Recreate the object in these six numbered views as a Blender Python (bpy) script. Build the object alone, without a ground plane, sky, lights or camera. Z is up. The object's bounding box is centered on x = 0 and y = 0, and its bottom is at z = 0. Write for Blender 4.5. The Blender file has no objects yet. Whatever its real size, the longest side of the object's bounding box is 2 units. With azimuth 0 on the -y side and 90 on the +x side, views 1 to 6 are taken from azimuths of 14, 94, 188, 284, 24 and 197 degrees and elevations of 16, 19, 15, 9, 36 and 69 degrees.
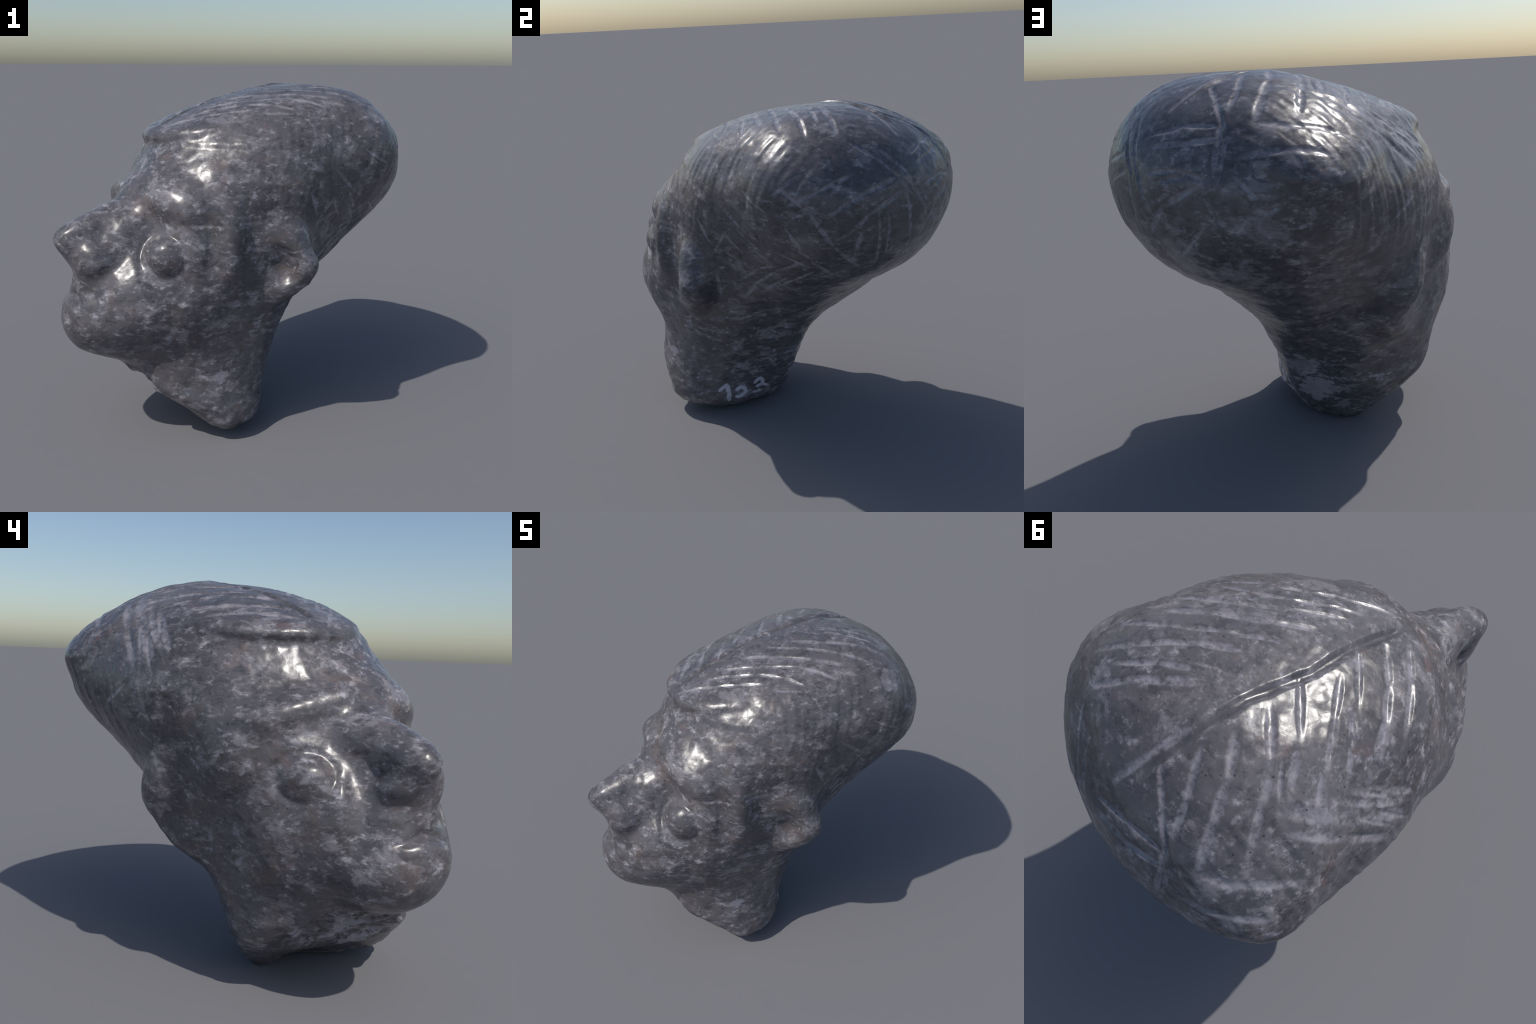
"""Carved dark stone head with a swept-back incised hair cap, broken off at the neck."""
import bpy, math, random
import numpy as np

FRONT = np.array([-0.65, -0.76, 0.0]); FRONT /= np.linalg.norm(FRONT)
UP = np.array([0.0, 0.0, 1.0])
LEFT = np.cross(UP, FRONT)
HEAD = np.stack([FRONT, LEFT, UP])            # world -> (forward, left, up)


def turn(pitch, yaw, roll):
    cp, sp, cy, sy, cr, sr = np.cos(pitch), np.sin(pitch), np.cos(yaw), np.sin(yaw), np.cos(roll), np.sin(roll)
    return (np.array([[cy, -sy, 0], [sy, cy, 0], [0, 0, 1]]) @ np.array([[cp, 0, sp], [0, 1, 0], [-sp, 0, cp]])
            @ np.array([[1, 0, 0], [0, cr, -sr], [0, sr, cr]]))


def lump(p, centre, radii, angles):
    """Approximate signed distance of points p to a turned ellipsoid."""
    q = (p - np.array(centre)) @ turn(*angles)
    r = np.array(radii)
    u = q / r
    k0 = np.sqrt((u * u).sum(-1)) + 1e-9
    w = u / r
    return k0 * (k0 - 1.0) / (np.sqrt((w * w).sum(-1)) + 1e-9)


def melt(a, b, k):
    h = np.maximum(k - np.abs(a - b), 0.0) / k
    return np.minimum(a, b) - h * h * h * k / 6.0


def carve(a, b, k):
    return -melt(-a, b, k)

# Lumps of the head in its own frame: name, centre (forward, left, up), half-axes,
# pitch / yaw / roll in radians, and how softly the lump melts into those above it.
LUMPS = [
    ('cranium',             (-0.258, -0.114,  1.470), (0.724, 0.518, 0.345), (-0.161,  1.056,  0.300), 0.150),
    ('occiput_right',       (-0.418, -0.491,  1.642), (0.237, 0.378, 0.106), ( 0.155, -0.367,  0.459), 0.260),
    ('occiput_left',        (-0.490,  0.029,  1.436), (0.421, 0.626, 0.383), (-0.773, -0.384,  0.394), 0.256),
    ('forehead',            (-0.061, -0.073,  1.364), (0.675, 0.758, 0.481), ( 0.056, -1.305, -0.040), 0.227),
    ('face',                ( 0.611, -0.111,  0.871), (0.426, 0.240, 0.522), ( 0.648,  0.025, -0.470), 0.201),
    ('muzzle',              ( 0.679,  0.170,  0.708), (0.416, 0.346, 0.255), (-0.443, -0.011,  1.217), 0.151),
    ('chin',                ( 0.929,  0.025,  0.691), (0.269, 0.275, 0.216), ( 0.073, -0.163,  0.140), 0.115),
    ('nape',                (-0.415, -0.050,  1.090), (0.137, 0.399, 0.518), (-0.570, -0.045, -0.072), 0.303),
    ('nape_left',           ( 0.117,  0.298,  0.926), (0.203, 0.157, 0.198), ( 0.010,  0.155, -0.024), 0.299),
    ('nape_right',          (-0.002, -0.407,  1.059), (0.250, 0.199, 0.178), ( 0.121,  0.006, -0.053), 0.301),
    ('neck',                ( 0.145,  0.214,  0.612), (0.168, 0.339, 0.644), (-0.256, -0.782, -0.084), 0.251),
    ('jaw_left',            ( 0.379,  0.383,  0.756), (0.340, 0.090, 0.252), (-0.183,  0.191, -0.183), 0.220),
    ('jaw_right',           ( 0.366, -0.366,  0.754), (0.331, 0.090, 0.266), (-0.046,  0.005,  0.188), 0.221),
    ('temple_left',         ( 0.150,  0.422,  1.098), (0.192, 0.156, 0.190), (-0.002,  0.031,  0.005), 0.200),
    ('temple_right',        ( 0.278, -0.445,  1.101), (0.324, 0.127, 0.247), (-0.036, -0.237, -0.104), 0.261),
    ('neck_side_left',      ( 0.400,  0.367,  0.395), (0.209, 0.096, 0.243), (-0.056,  0.149,  0.231), 0.260),
    ('neck_side_right',     ( 0.347, -0.257,  0.405), (0.196, 0.113, 0.271), (-0.033, -0.332,  0.227), 0.260),
    ('neck_corner_left',    ( 0.340,  0.338,  0.123), (0.237, 0.126, 0.090), (-0.059,  0.721,  0.001), 0.251),
    ('neck_corner_right',   ( 0.247, -0.136,  0.156), (0.128, 0.091, 0.154), ( 0.127, -0.382,  0.150), 0.250),
    ('throat',              ( 0.578,  0.030,  0.272), (0.289, 0.417, 0.090), (-0.581, -0.103, -0.099), 0.222),
    ('nose_bridge',         ( 0.862, -0.040,  1.212), (0.278, 0.114, 0.090), ( 0.149,  0.209,  0.202), 0.141),
    ('nose_tip',            ( 1.091, -0.016,  1.133), (0.117, 0.090, 0.085), (-0.069, -0.028,  0.018), 0.091),
    ('nostril_left',        ( 1.037,  0.098,  1.060), (0.112, 0.085, 0.077), ( 0.384,  2.284,  0.172), 0.094),
    ('nostril_right',       ( 1.055, -0.043,  1.037), (0.104, 0.080, 0.072), ( 0.493, -2.611, -0.067), 0.088),
    ('septum',              ( 1.049,  0.055,  1.002), (0.081, 0.107, 0.080), ( 0.001, -0.154,  0.014), 0.080),
    ('brow_left',           ( 0.611,  0.228,  1.349), (0.139, 0.228, 0.103), ( 0.164, -0.032, -0.328), 0.184),
    ('brow_right',          ( 0.659, -0.233,  1.315), (0.097, 0.257, 0.070), (-0.192, -0.197,  0.233), 0.184),
    ('cheek_left',          ( 0.468,  0.339,  1.097), (0.090, 0.217, 0.310), (-0.060,  0.028, -0.186), 0.210),
    ('cheek_right',         ( 0.661, -0.310,  0.877), (0.308, 0.108, 0.243), ( 0.053,  0.295, -0.019), 0.201),
    ('lid_left',            ( 0.653,  0.317,  1.080), (0.092, 0.173, 0.178), (-0.181,  0.253, -0.001), 0.141),
    ('lid_right',           ( 0.674, -0.303,  1.103), (0.090, 0.194, 0.171), (-0.120, -0.465,  0.009), 0.140),
    ('nape_middle',         ( 0.053, -0.142,  0.732), (0.167, 0.258, 0.230), (-0.008,  0.049,  0.028), 0.299),
    ('mastoid_left',        (-0.088,  0.328,  1.055), (0.193, 0.097, 0.164), ( 0.032, -0.006, -0.102), 0.249),
    ('mastoid_right',       (-0.169, -0.262,  0.972), (0.212, 0.144, 0.165), ( 0.004, -0.001, -0.021), 0.249),
    ('neck_back',           ( 0.147, -0.153,  0.425), (0.090, 0.129, 0.200), (-0.112,  0.095,  0.046), 0.199),
    ('jaw_under_left',      ( 0.623,  0.268,  0.428), (0.149, 0.114, 0.122), (-0.012,  0.012, -0.003), 0.150),
    ('neck_core',           ( 0.400,  0.000,  0.440), (0.140, 0.200, 0.200), ( 0.000,  0.000,  0.000), 0.050),
    ('ear_left',            ( 0.111,  0.589,  1.035), (0.146, 0.102, 0.090), ( 1.451,  2.399,  0.022), 0.124),
    ('ear_right',           ( 0.114, -0.549,  0.929), (0.091, 0.151, 0.180), ( 0.372,  0.003, -0.131), 0.179),
    ('ear_lobe_left',       ( 0.141,  0.569,  0.885), (0.203, 0.088, 0.083), ( 0.729, -0.840, -0.004), 0.104),
    ('ear_lobe_right',      ( 0.194, -0.475,  0.709), (0.181, 0.091, 0.116), ( 0.277,  0.473, -0.080), 0.179),
    ('hairline',            ( 0.210, -0.102,  1.666), (0.383, 0.419, 0.090), ( 0.110, -0.081,  0.055), 0.089),
    ('upper_lip',           ( 1.023,  0.017,  0.909), (0.093, 0.148, 0.060), ( 0.001,  0.007,  0.065), 0.100),
    ('lower_lip',           ( 1.042,  0.027,  0.795), (0.112, 0.170, 0.060), ( 0.018, -0.037,  0.014), 0.100),
    ('hollow_fracture',     ( 0.829, -0.086,  0.157), (0.280, 0.444, 0.226), (-1.089, -0.018,  0.026), 0.061),
    ('hollow_ear_left',     ( 0.239,  0.642,  0.999), (0.086, 0.077, 0.109), ( 0.483, -0.001, -0.019), 0.080),
    ('hollow_mouth',        ( 1.198,  0.020,  0.854), (0.061, 0.150, 0.025), (-0.006, -0.003,  0.004), 0.050),
    ('eye_left',            ( 0.730,  0.325,  1.057), (0.095, 0.132, 0.114), (-0.213,  0.655, -0.003), 0.040),
    ('eye_right',           ( 0.750, -0.291,  1.032), (0.092, 0.125, 0.110), (-0.242, -0.661,  0.000), 0.040),
]


def field(p):
    """Signed distance of the whole head; p in head coordinates.  Hollows are scooped out, all else melts on."""
    d = None
    for name, c, r, a, k in LUMPS:
        e = lump(p, c, r, a)
        d = e if d is None else carve(d, e, k) if name.startswith("hollow") else melt(d, e, k)
    return d


SHAPE = {row[0]: row for row in LUMPS}


def smooth(x, lo, hi):
    t = np.clip((x - lo) / (hi - lo), 0, 1)
    return t * t * (3 - 2 * t)


def noise(p, size, seed):
    """Smooth value noise in -1..1 with cells of the given size."""
    q = p / size + seed * 17.31
    i = np.floor(q).astype(np.int64)
    f = q - i
    f = f * f * f * (f * (f * 6 - 15) + 10)
    out = 0.0
    for c in range(8):
        o = np.array([c & 1, c >> 1 & 1, c >> 2 & 1])
        k = i + o
        h = (k[:, 0] * 374761393 + k[:, 1] * 668265263 + k[:, 2] * 2147483647 + seed * 974711) & 0xFFFFFFFF
        h = ((h ^ (h >> 13)) * 1274126177) & 0xFFFFFFFF
        h = (h ^ (h >> 16)) / 2147483648.0 - 1.0
        w = np.where(o, f, 1 - f).prod(1)
        out = out + h * w
    return out


def surface_net(field, low, high, step):
    """Quad mesh of field = 0 on a regular grid (one vertex per crossed cell)."""
    n = np.ceil((high - low) / step).astype(int) + 1
    ax = [low[i] + step * np.arange(n[i]) for i in range(3)]
    vals = np.empty(n, np.float32)
    for i, x in enumerate(ax[0]):
        g = np.stack(np.meshgrid([x], ax[1], ax[2], indexing="ij"), -1).reshape(-1, 3)
        vals[i] = field(g).reshape(n[1], n[2])
    neg = vals < 0
    corner = [(0, 0, 0), (1, 0, 0), (0, 1, 0), (1, 1, 0), (0, 0, 1), (1, 0, 1), (0, 1, 1), (1, 1, 1)]
    sl = lambda a, c: a[c[0]:n[0] - 1 + c[0], c[1]:n[1] - 1 + c[1], c[2]:n[2] - 1 + c[2]]
    total = sum(sl(neg, c).astype(np.int8) for c in corner)
    cross = (total > 0) & (total < 8)
    idx = np.full(cross.shape, -1)
    idx[cross] = np.arange(cross.sum())
    acc = np.zeros((cross.sum(), 3))
    cnt = np.zeros(cross.sum())
    for a in range(8):
        for b in range(a + 1, 8):
            ca, cb = np.array(corner[a]), np.array(corner[b])
            if abs(ca - cb).sum() != 1:
                continue
            va, vb = sl(vals, corner[a])[cross], sl(vals, corner[b])[cross]
            hit = (va < 0) != (vb < 0)
            t = np.where(hit, va / np.where(hit, va - vb, 1), 0)
            acc += np.where(hit[:, None], ca + (cb - ca) * t[:, None], 0)
            cnt += hit
    verts = (np.argwhere(cross) + acc / cnt[:, None]) * step + low
    quads = []
    for d in range(3):
        e, f = (d + 1) % 3, (d + 2) % 3
        lo = [slice(1, n[k] - 1) for k in range(3)]
        lo[d] = slice(0, n[d] - 1)
        hi = list(lo)
        hi[d] = slice(1, n[d])
        a, b = neg[tuple(lo)], neg[tuple(hi)]
        for flip, where in ((False, a & ~b), (True, ~a & b)):
            at = np.argwhere(where)
            at[:, e] += 1
            at[:, f] += 1
            ring = []
            for de, df in ((1, 1), (0, 1), (0, 0), (1, 0)):
                c = at.copy()
                c[:, e] -= de
                c[:, f] -= df
                ring.append(idx[c[:, 0], c[:, 1], c[:, 2]])
            q = np.stack(ring, 1)
            quads.append(q[:, ::-1] if flip else q)
    return verts, np.concatenate(quads)


def split_quads(v, q):
    """One linear 4-way split of a quad mesh."""
    e = np.sort(np.concatenate([q[:, [i, (i + 1) % 4]] for i in range(4)]), 1)
    u, inv = np.unique(e, axis=0, return_inverse=True)
    inv = inv.reshape(-1)
    m, nv, nq = len(u), len(v), len(q)
    mid = v[u].mean(1)
    cen = v[q].mean(1)
    E = [nv + inv[i * nq:(i + 1) * nq] for i in range(4)]
    C = nv + m + np.arange(nq)
    out = np.concatenate([np.stack([q[:, i], E[i], C, E[(i + 3) % 4]], 1) for i in range(4)])
    return np.concatenate([v, mid, cen]), out


def slope(f, p, h=0.002):
    g = np.empty_like(p)
    for i in range(3):
        s = np.zeros(3)
        s[i] = h
        g[:, i] = f(p + s) - f(p - s)
    return g / (2 * h)


def settle(f, p, rounds=1):
    for _ in range(rounds):
        g = slope(f, p)
        p = p - g * (f(p) / np.maximum((g * g).sum(1), 0.05))[:, None]
    return p


def vertex_normals(v, q):
    n = np.cross(v[q[:, 2]] - v[q[:, 0]], v[q[:, 3]] - v[q[:, 1]])
    out = np.zeros_like(v)
    for i in range(4):
        for c in range(3):
            out[:, c] += np.bincount(q[:, i], n[:, c], len(v))
    return out / (np.linalg.norm(out, axis=1)[:, None] + 1e-12)


# Incised strokes, read like a globe: longitude (0 = face, + = its left) and latitude in degrees,
# as seen from a point inside; the first number is the half width in millimetres.
STROKES = {
    'parting': [
        (11, (-5, 41), (-9, 59), (-37, 77), (-158, 75), (-164, 64)),
        (12, (-158, 75), (-169, 58), (-172, 45)),
    ],
    'right_comb': [
        (13, (-12, 38), (-30, 41), (-53, 40)),
        (15, (-11, 47), (-35, 49), (-69, 45)),
        (11, (-12, 58), (-51, 59)),
        (12, (-38, 67), (-71, 64), (-95, 53)),
        (11, (-62, 59), (-90, 45)),
        (12, (-53, 81), (-104, 65)),
        (14, (-109, 61), (-116, 50)),
        (8, (-119, 59), (-121, 49)),
        (10, (-99, 52), (-106, 44)),
        (15, (-128, 74), (-125, 59), (-127, 49)),
        (14, (-128, 48), (-130, 36)),
        (15, (-148, 64), (-143, 54)),
        (16, (-143, 51), (-143, 43), (-143, 32)),
        (12, (-160, 56), (-154, 45), (-153, 37)),
        (11, (-170, 48), (-160, 40), (-152, 30)),
    ],
    'left_comb': [
        (9, (4, 37), (21, 46), (55, 52)),
        (10, (10, 54), (48, 63), (88, 59), (105, 46)),
        (9, (11, 48), (47, 58), (72, 55), (84, 49)),
        (12, (15, 66), (62, 71), (104, 59), (115, 50)),
        (10, (53, 79), (109, 69), (123, 55), (127, 44)),
        (9, (117, 79), (131, 65), (135, 51)),
        (9, (160, 66), (155, 57), (152, 47)),
        (8, (62, 49), (82, 46)),
        (12, (151, 39), (154, 51), (164, 66)),
        (11, (138, 39), (137, 50), (131, 63), (120, 74)),
        (10, (145, 46), (147, 57), (153, 67)),
    ],
    'back_cross': [
        (9, (179, 28), (-167, 31), (-155, 31)),
        (9, (-177, 25), (-165, 26), (-153, 27)),
        (12, (-141, 31), (-134, 30), (-116, 28)),
        (11, (-145, 22), (-134, 23), (-125, 22)),
        (18, (-120, 46), (-101, 39), (-75, 22)),
        (14, (-117, 40), (-97, 30), (-83, 18)),
        (12, (-94, 41), (-73, 26)),
        (14, (-87, 41), (-66, 24)),
        (11, (-178, 36), (-175, 48), (-172, 59)),
        (9, (-154, 32), (-153, 25), (-153, 19)),
        (7, (-176, 18), (-165, 19), (-156, 17)),
        (9, (-178, 2), (-170, 10), (-158, 15)),
        (7, (176, 21), (-179, 13), (-175, 7)),
        (7, (168, 25), (175, 17)),
        (7, (-169, -5), (-156, 6)),
        (9, (-141, 9), (-136, 11)),
        (7, (-151, 27), (-151, 21), (-152, 16)),
        (7, (-155, 12), (-151, 6)),
        (7, (-172, 16), (-160, 18)),
        (7, (-147, 17), (-142, 13)),
    ],
    'left_rear': [
        (7, (132, 18), (140, 21), (152, 25)),
        (7, (126, 21), (135, 26)),
        (9, (145, 15), (155, 19), (168, 22)),
        (8, (148, 7), (157, 13), (171, 18)),
        (7, (154, 36), (164, 29), (176, 16)),
        (7, (166, 33), (176, 22), (-176, 7)),
        (6, (160, 13), (163, -5)),
        (6, (164, 14), (166, -3)),
        (7, (173, 17), (176, 0)),
        (7, (138, 14), (145, 4), (158, -8)),
        (7, (130, 10), (137, -1), (147, -10)),
        (7, (99, 5), (108, -5)),
        (6, (112, 1), (122, -8)),
        (7, (84, 9), (89, -1)),
        (7, (100, -23), (114, -13), (123, -9)),
        (7, (107, -26), (124, -12), (135, -3)),
        (6, (123, -24), (140, -8)),
        (5, (88, -8), (101, 7)),
        (5, (126, 0), (139, -6)),
        (8, (88, -19), (85, -32)),
        (7, (99, -35), (110, -24)),
        (7, (114, -29), (129, -15)),
        (7, (80, -43), (81, -53)),
        (6, (117, -1), (108, 8)),
        (6, (135, 17), (128, 23)),
        (6, (114, 23), (123, 16)),
        (6, (99, 18), (111, 8)),
        (7, (154, 7), (153, 1)),
        (6, (132, 3), (138, -1)),
    ],
    'right_rear': [
        (9, (-70, 43), (-55, 47), (-39, 49)),
        (9, (-99, 32), (-87, 23)),
        (8, (-90, 32), (-80, 21)),
        (8, (-84, 32), (-72, 15)),
        (8, (-84, 39), (-68, 21)),
        (9, (-60, 3), (-58, 17)),
        (7, (-54, 4), (-53, 10)),
        (8, (-100, 2), (-87, 10)),
    ],
    'number': [
        (6, (98.0, -22.2), (100.3, -20.5), (102.4, -20.3)),
        (7, (102.4, -20.3), (103.6, -27.1), (103.2, -34.0)),
        (6, (109.9, -28.4), (113.1, -27.4), (117.1, -30.6)),
        (6, (117.1, -30.6), (117.7, -34.8), (112.3, -36.1)),
        (6, (112.3, -36.1), (109.5, -33.9)),
        (6, (128.8, -29.3), (135.1, -24.4), (139.3, -28.9)),
        (6, (139.3, -28.9), (138.4, -35.1), (131.6, -35.7)),
        (6, (138.4, -35.1), (147.1, -42.0)),
        (6, (126.7, -41.2), (135.5, -45.6)),
    ],
}

BRAIN = np.array([-0.05, -0.05, 1.25])        # inner points the strokes are aimed from
NECK_CORE = np.array([0.25, 0.0, 0.35])


def aim(lon, lat):
    a, b = math.radians(lon), math.radians(lat)
    return np.array([math.cos(b) * math.cos(a), math.cos(b) * math.sin(a), math.sin(b)])


def on_surface(centre, ray):
    t = np.linspace(0.05, 1.6, 400)
    v = field(centre + ray * t[:, None])
    return centre + ray * t[np.argmax(v > 0)]


def cut_boxes(name, rows):
    """Turn each stroke into lens-shaped cutters: centre, three unit axes, three half sizes (head frame)."""
    out = []
    centre = NECK_CORE if name == "number" else BRAIN
    for width, *stops in rows:
        pts = []
        for a, b in zip(stops, stops[1:]):
            u, v = aim(*a), aim(*b)
            n = 1 if np.dot(u, v) > 0.93 else 2
            pts += [on_surface(centre, (u + (v - u) * i / n) / np.linalg.norm(u + (v - u) * i / n)) for i in range(n)]
        pts.append(on_surface(centre, aim(*stops[-1])))
        for p, q in zip(pts, pts[1:]):
            mid, x = (p + q) / 2, q - p
            half = np.linalg.norm(x) / 2
            if half < 0.004:
                continue
            x /= 2 * half
            n = slope(field, mid[None])[0]
            n -= x * (n @ x)
            n /= np.linalg.norm(n)
            w = width / 1000.0 * (1.2 if name in ("back_cross", "left_rear") else 1.0)
            out.append((mid, np.stack([x, np.cross(n, x), n]), np.array([half * 1.15 + 2.5 * w, w * 1.8, 0.10])))
    return out


def cut_depth(p, boxes):
    """0 outside, rising to 1 along the middle of any of the cutters."""
    best = np.zeros(len(p))
    for mid, axes, half in boxes:
        near = np.where(np.abs(p - mid).max(1) < half[0] + 0.02)[0]
        q = ((p[near] - mid) @ axes.T) / half
        best[near] = np.maximum(best[near], 1 - np.sqrt((q * q).sum(1)))
    return smooth(best, 0.0, 0.8)


# ---------------------------------------------------------------- the stone
class Graph:
    def __init__(self, material):
        material.use_nodes = True
        self.t = material.node_tree
        self.bsdf = self.t.nodes["Principled BSDF"]

    def node(self, kind, **props):
        n = self.t.nodes.new(kind)
        for k, v in props.items():
            setattr(n, k, v)
        return n

    def put(self, socket, value):
        if isinstance(value, bpy.types.NodeSocket):
            self.t.links.new(value, socket)
        else:
            socket.default_value = value

    def math(self, op, a, b=0.0, clamp=False):
        n = self.node("ShaderNodeMath", operation=op, use_clamp=clamp)
        self.put(n.inputs[0], a)
        self.put(n.inputs[1], b)
        return n.outputs[0]

    def step(self, x, lo, hi, a=0.0, b=1.0):
        n = self.node("ShaderNodeMapRange", interpolation_type="SMOOTHSTEP")
        for i, v in enumerate((x, lo, hi, a, b)):
            self.put(n.inputs[i], v)
        return n.outputs[0]

    def mix(self, f, a, b):
        n = self.node("ShaderNodeMix", data_type="RGBA")
        self.put(n.inputs[0], f)
        self.put(n.inputs[6], a)
        self.put(n.inputs[7], b)
        return n.outputs[2]

    def noise(self, vec, scale, detail=4.0, rough=0.6, distort=0.0):
        n = self.node("ShaderNodeTexNoise")
        self.put(n.inputs["Vector"], vec)
        n.inputs["Scale"].default_value = scale
        n.inputs["Detail"].default_value = detail
        n.inputs["Roughness"].default_value = rough
        n.inputs["Distortion"].default_value = distort
        return n.outputs["Fac"]

    def lens(self, vec, mid, axes, half):
        """1 in the middle of a lens-shaped stroke, 0 at its rim."""
        from mathutils import Matrix
        m = self.node("ShaderNodeMapping", vector_type="TEXTURE")
        m.inputs["Location"].default_value = mid @ HEAD
        m.inputs["Rotation"].default_value = Matrix((axes @ HEAD).T.tolist()).to_euler()
        m.inputs["Scale"].default_value = half
        self.put(m.inputs["Vector"], vec)
        g = self.node("ShaderNodeTexGradient", gradient_type="SPHERICAL")
        self.put(g.inputs["Vector"], m.outputs[0])
        return g.outputs["Fac"]

    def most(self, values):
        while len(values) > 1:
            values = [self.math("MAXIMUM", *values[i:i + 2]) if i + 1 < len(values) else values[i] for i in range(0, len(values), 2)]
        return values[0]


def grey(v, warm=0.0):
    v *= 1.10
    return (v * (1.01 + 0.6 * warm), v * 0.97, v * (1.09 - warm), 1.0)


# pale worn or powdery patches: longitude, latitude, radius (m), strength; from the head's or the neck's core
PATCHES = {"neck": [(-158, -25, 0.16, 1.0), (-168, 5, 0.14, 0.6), (150, -5, 0.06, 0.7), (62, 5, 0.045, 1.0), (175, 12, 0.08, 0.6), (120, 0, 0.07, 0.7)],
           "hair": [(-168, -3, 0.16, 0.40), (-150, -12, 0.18, 0.40), (-140, 4, 0.15, 0.40), (-120, -14, 0.16, 0.40), (165, -20, 0.15, 0.35), (128, 34, 0.10, 0.35)],
           "break_surface": [(-60, -20, 0.10, 0.9), (-30, -35, 0.08, 0.9), (20, -25, 0.09, 0.9)]}
CACHE = {}


def stone(tag):
    kind = tag if tag in ("hair", "neck", "break_surface") else "skin"
    if kind in CACHE:
        return CACHE[kind]
    m = bpy.data.materials.new({"hair": "incised_stone", "neck": "painted_stone", "break_surface": "broken_stone"}.get(kind, "polished_stone"))
    CACHE[kind] = m
    g = Graph(m)
    obj = g.node("ShaderNodeTexCoord").outputs["Object"]
    # the grain of the stone is drawn out a little, like bedding
    lay = g.node("ShaderNodeMapping", vector_type="POINT")
    lay.inputs["Rotation"].default_value = (0.5, 0.35, 0.7)
    lay.inputs["Scale"].default_value = (1.0, 1.0, 1.7)
    g.put(lay.inputs["Vector"], obj)
    bed = lay.outputs[0]
    cloud = g.noise(obj, 3.0, 5, 0.62, 0.4)
    blotch = g.noise(bed, 7.5, 6, 0.70, 0.35)
    fleck = g.noise(bed, 27.0, 5, 0.62, 0.2)
    dust = g.noise(obj, 60.0, 3, 0.6)
    calm = 0.75 if kind == "hair" else 1.0
    # dark grey ground, pale mottles, brown and rosy stains
    col = g.mix(g.step(cloud, 0.35, 0.68), grey(0.066, 0.02), grey(0.104, 0.03))
    col = g.mix(g.math("MULTIPLY", g.step(blotch, 0.49, 0.63), 0.72 * calm), col, grey(0.205, 0.03))
    col = g.mix(g.math("MULTIPLY", g.step(fleck, 0.53, 0.66), 0.28 * calm), col, grey(0.24, 0.02))
    speck = g.math("MULTIPLY", g.step(fleck, 0.52, 0.68), g.step(blotch, 0.42, 0.60))
    col = g.mix(g.math("MULTIPLY", speck, 0.75 * calm), col, grey(0.34, 0.02))
    col = g.mix(g.math("MULTIPLY", g.step(g.noise(bed, 17.0, 5, 0.7, 0.4), 0.49, 0.37), 0.65), col, grey(0.040, 0.02))
    stain = g.noise(obj, 5.5, 5, 0.65, 0.6)
    col = g.mix(g.math("MULTIPLY", g.step(stain, 0.53, 0.68), 0.40 if kind != "hair" else 0.12), col, (0.150, 0.108, 0.095, 1))
    rose = g.noise(obj, 6.7, 4, 0.65, 0.8)
    col = g.mix(g.math("MULTIPLY", g.step(rose, 0.62, 0.73), 0.32), col, (0.20, 0.115, 0.108, 1))
    # pale powder in the incisions
    if kind == "hair":
        lines = [g.lens(obj, *b) for n, bs in CUTS.items() if n not in ("parting", "number") for b in bs]
        line = g.step(g.most(lines), 0.0, 0.55)
        broken = g.step(g.math("ADD", g.math("MULTIPLY", g.noise(obj, 34.0, 5, 0.65), 0.6), g.math("MULTIPLY", blotch, 0.4)), 0.36, 0.60)
        col = g.mix(g.math("MULTIPLY", line, g.math("MULTIPLY", broken, 0.85)), col, grey(0.235, 0.0))
        part_line = g.step(g.most([g.lens(obj, *b) for b in CUTS["parting"]]), 0.1, 0.6)
        col = g.mix(g.math("MULTIPLY", part_line, 0.75), col, grey(0.060, 0.01))
    if kind == "neck":
        paint = g.step(g.most([g.lens(obj, m, x, h * np.array([1.05, 1.5, 1.0])) for m, x, h in CUTS["number"]]), 0.05, 0.35)
        worn = g.step(g.noise(obj, 45.0, 3, 0.6), 0.28, 0.44)
        col = g.mix(g.math("MULTIPLY", paint, g.math("MULTIPLY", worn, 0.95)), col, grey(0.42, -0.03))
    if kind == "break_surface":
        fresh = g.step(g.noise(bed, 7.0, 5, 0.6, 0.5), 0.48, 0.58)
        col = g.mix(g.math("MULTIPLY", fresh, 0.75), col, grey(0.30, -0.03))
    ragged_by = g.math("ADD", g.math("MULTIPLY", g.math("SUBTRACT", blotch, 0.5), 2.6), g.math("MULTIPLY", g.math("SUBTRACT", fleck, 0.5), 2.0))
    for lon, lat, size, much in PATCHES.get(kind, ()):
        at = on_surface(BRAIN if kind == "hair" else NECK_CORE, aim(lon, lat))
        blob = g.lens(obj, at, np.eye(3), np.full(3, size))
        ragged = g.math("MULTIPLY", g.step(g.math("ADD", blob, ragged_by), 0.25, 0.55), g.step(blob, 0.0, 0.2))
        col = g.mix(g.math("MULTIPLY", ragged, 0.75 * much), col, grey(0.26, 0.0))
    # sparse dark flecks, painted in to imitate the scan's black mesh slivers
    v = g.node("ShaderNodeTexVoronoi")
    g.put(v.inputs["Vector"], obj)
    v.inputs["Scale"].default_value = 22.0
    scan_sliver = g.math("MULTIPLY", g.step(v.outputs["Distance"], 0.12, 0.06), g.step(blotch, 0.55, 0.45))
    col = g.mix(g.math("MULTIPLY", scan_sliver, 0.8), col, grey(0.015))
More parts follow.
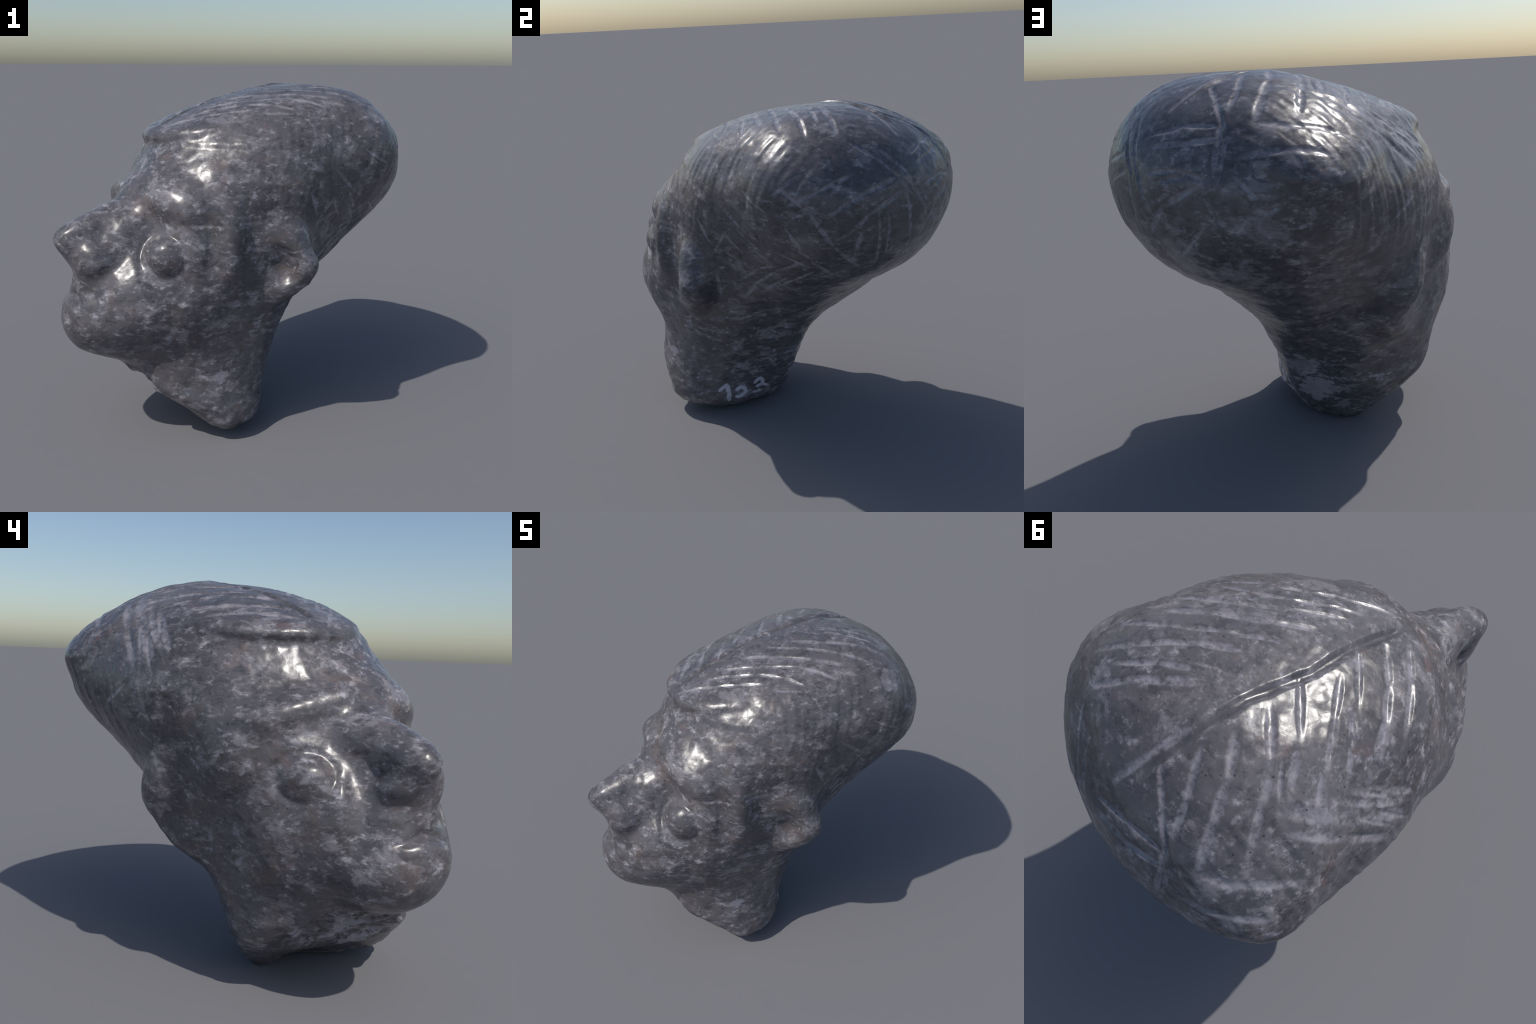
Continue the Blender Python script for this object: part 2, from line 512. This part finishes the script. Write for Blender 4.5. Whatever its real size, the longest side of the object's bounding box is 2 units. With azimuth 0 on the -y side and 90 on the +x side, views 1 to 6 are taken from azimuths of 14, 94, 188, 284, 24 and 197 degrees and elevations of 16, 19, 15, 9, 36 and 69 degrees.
    g.put(g.bsdf.inputs["Base Color"], col)
    g.put(g.bsdf.inputs["Roughness"], g.step(fleck, 0.3, 0.7, 0.24, 0.36))
    # fine grain and small facets that break up the gloss
    f = g.node("ShaderNodeTexVoronoi", feature="DISTANCE_TO_EDGE")
    g.put(f.inputs["Vector"], obj)
    f.inputs["Scale"].default_value = 17.0
    rough = g.math("ADD", g.math("MULTIPLY", g.noise(obj, 22.0, 3, 0.45), 1.0), g.math("MULTIPLY", dust, 0.12))
    rough = g.math("ADD", rough, g.math("MULTIPLY", f.outputs["Distance"], 0.9))
    b = g.node("ShaderNodeBump")
    b.inputs["Strength"].default_value = 0.11
    b.inputs["Distance"].default_value = 0.012
    g.put(b.inputs["Height"], rough)
    g.put(g.bsdf.inputs["Normal"], b.outputs[0])
    return m


# ---------------------------------------------------------------- the surface
verts, quads = surface_net(field, np.array([-1.1, -1.0, -0.06]), np.array([1.35, 0.9, 2.0]), 0.0225)
verts = settle(field, verts)
for _ in range(2):
    verts, quads = split_quads(verts, quads)
    verts = settle(field, verts)
normal = vertex_normals(verts, quads)

CUTS = {name: cut_boxes(name, rows) for name, rows in STROKES.items()}

def hair_edge(p):
    """Positive inside the hair: above a level brow line, behind an upright temple line, tucked in behind the ears."""
    top = p[:, 2] - 1.605
    rear = 0.20 - p[:, 0] - 0.35 * np.maximum(1.25 - p[:, 2], 0) + 0.008 * noise(p, 0.08, 21)
    return -melt(-top, -rear, 0.10)


P = verts
lift = np.zeros(len(P))
# incised hair
for name, deep in (("right_comb", 0.0065), ("left_comb", 0.0065), ("back_cross", 0.0050),
                   ("left_rear", 0.0042), ("right_rear", 0.0035)):
    lift -= deep * cut_depth(P, CUTS[name])
# the parting: a broad groove between two soft ridges
def spread(boxes, by):
    return [(m, x, h * np.array([1.5, by, 1.0])) for m, x, h in boxes]


# faint upright combing down both sides of the cap
side = np.where(P[:, 1] > 0, P[:, 1] - 0.35, -P[:, 1] - 0.40)
comb = np.stack([P[:, 0] + 0.30 * P[:, 2], P[:, 2] * 0.10, P[:, 1] * 0.2], 1)
lift += 0.0028 * noise(comb, 0.026, 22) * smooth(side, 0.0, 0.15) * smooth(hair_edge(P), 0.0, 0.03) * smooth(P[:, 2], 1.0, 1.25)
groove = cut_depth(P, spread(CUTS["parting"], 1.5))
lift += 0.002 * cut_depth(P, spread(CUTS["parting"], 3.2)) - 0.015 * groove
# the hair cap stands a little proud of brow and temples
lift += 0.006 * smooth(hair_edge(P), -0.016, 0.016) - 0.003
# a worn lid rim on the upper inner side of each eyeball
for name in ("eye_left", "eye_right"):
    _, c, r, a, _ = SHAPE[name]
    q = (P - np.array(c)) @ turn(*a)
    rho = np.sqrt((q[:, 1] / r[1]) ** 2 + (q[:, 2] / r[2]) ** 2)
    inner = -math.copysign(1.0, c[1]) * q[:, 1] / r[1] + 0.8 * q[:, 2] / r[2]
    rim = smooth(q[:, 0], 0.0, 0.04) * smooth(inner, -0.6, 1.0)
    lift += 0.006 * rim * np.exp(-((rho - 1.25) / 0.24) ** 2)
    dome = 0.010 if c[1] > 0 else 0.024
    lift += dome * smooth(q[:, 0], 0.0, 0.05) * smooth(rho, 1.0, 0.15)
    lift -= 0.004 * smooth(q[:, 0], 0.0, 0.04) * np.exp(-((rho - 0.98) / 0.13) ** 2)
# the parting of the lips, with a worn lip on either side
along = smooth(np.abs(P[:, 1] - 0.02), 0.17, 0.09) * smooth(P[:, 0], 0.95, 1.03)
lip = P[:, 2] - 0.852 + 0.25 * np.abs(P[:, 1] - 0.02)
lift += along * (-0.010 * np.exp(-(lip / 0.014) ** 2) + 0.006 * np.exp(-((lip + 0.040) / 0.022) ** 2) + 0.004 * np.exp(-((lip - 0.035) / 0.018) ** 2))
# worn, lumpy skin of the stone
lift += 0.0035 * noise(P, 0.11, 1) + 0.0020 * noise(P, 0.05, 2) + 0.0005 * noise(P, 0.022, 3)
# rough break under the chin and along the foot of the neck
_, c, r, a, _ = SHAPE["hollow_fracture"]
broken = smooth(lump(P, c, r, a), 0.05, 0.005) * smooth(P[:, 2], 0.55, 0.40)
low = smooth(P[:, 2], 0.14, 0.04)
crag = np.maximum(broken, low * 0.5)
grain = P + 0.03 * np.stack([noise(P, 0.1, 11), noise(P, 0.1, 12), noise(P, 0.1, 13)], 1)
lift += crag * (-0.002 + 0.022 * noise(grain, 0.12, 4) + 0.026 * (0.4 - np.abs(noise(grain, 0.075, 5))) + 0.006 * noise(grain, 0.03, 6))
# carved creases running round the nape
nape = smooth(P[:, 0], 0.25, -0.05) * smooth(P[:, 2], 1.05, 0.85) * smooth(P[:, 2], 0.25, 0.4)
wob = np.stack([P[:, 0] * 0.25, P[:, 1] * 0.25, P[:, 2] + 0.25 * P[:, 0]], 1)
lift += nape * 0.0035 * noise(wob, 0.028, 7)

verts = P + normal * lift[:, None]
verts[:, 2] = np.maximum(verts[:, 2], 0.004 + 0.004 * noise(P, 0.05, 8))
normal = vertex_normals(verts, quads)

# ---------------------------------------------------------------- which part a face belongs to
FAMILY = {"nose": ("nose_bridge", "nose_tip", "nostril_left", "nostril_right", "septum"),
          "ear_l": ("ear_left", "ear_lobe_left"), "ear_r": ("ear_right", "ear_lobe_right"),
          "mouth": ("upper_lip", "lower_lip"), "eye_l": ("eye_left",), "eye_r": ("eye_right",)}
mid = verts[quads].mean(1)
region = np.full(len(quads), "face", dtype=object)
region[mid[:, 2] < 0.42 + 0.30 * np.maximum(0.35 - mid[:, 0], 0)] = "neck"
region[(hair_edge(mid) > 0) & (mid[:, 2] > 0.80)] = "hair"
region[(lump(mid, c, r, a) < 0.03) & (mid[:, 2] < 0.5)] = "break_surface"
for part, kin in FAMILY.items():
    near = np.min([lump(mid, *SHAPE[k][1:4]) for k in kin], axis=0)
    region[(near < 0.012) & (region != "hair")] = part

# ---------------------------------------------------------------- objects
world = verts @ HEAD
world_normal = normal @ HEAD
root = bpy.data.objects.new("stone_head", None)
bpy.context.scene.collection.objects.link(root)
root["label"] = "dark mottled stone head with combed incised hair, broken at the neck"
root["category"] = "stone head"
root.empty_display_size = 0.2


def part_mesh(name, keep, material):
    q = quads[keep]
    used, inv = np.unique(q, return_inverse=True)
    me = bpy.data.meshes.new(name)
    me.from_pydata(world[used].tolist(), [], inv.reshape(-1, 4).tolist())
    me.polygons.foreach_set("use_smooth", np.ones(len(q), bool))
    me.normals_split_custom_set_from_vertices(world_normal[used].tolist())
    me.materials.append(material)
    ob = bpy.data.objects.new(name, me)
    ob.parent = root
    bpy.context.scene.collection.objects.link(ob)


for tag, name in (("hair", "hair"), ("face", "face"), ("nose", "nose"), ("mouth", "mouth"), ("eye_l", "eye"), ("eye_r", "eye"),
                  ("ear_l", "ear"), ("ear_r", "ear"), ("neck", "neck"), ("break_surface", "break_surface")):
    keep = region == tag
    if keep.any():
        part_mesh(name, keep, stone(tag))
print("BOX", world.min(0), world.max(0), len(world), {t: int((region == t).sum()) for t in set(region)})
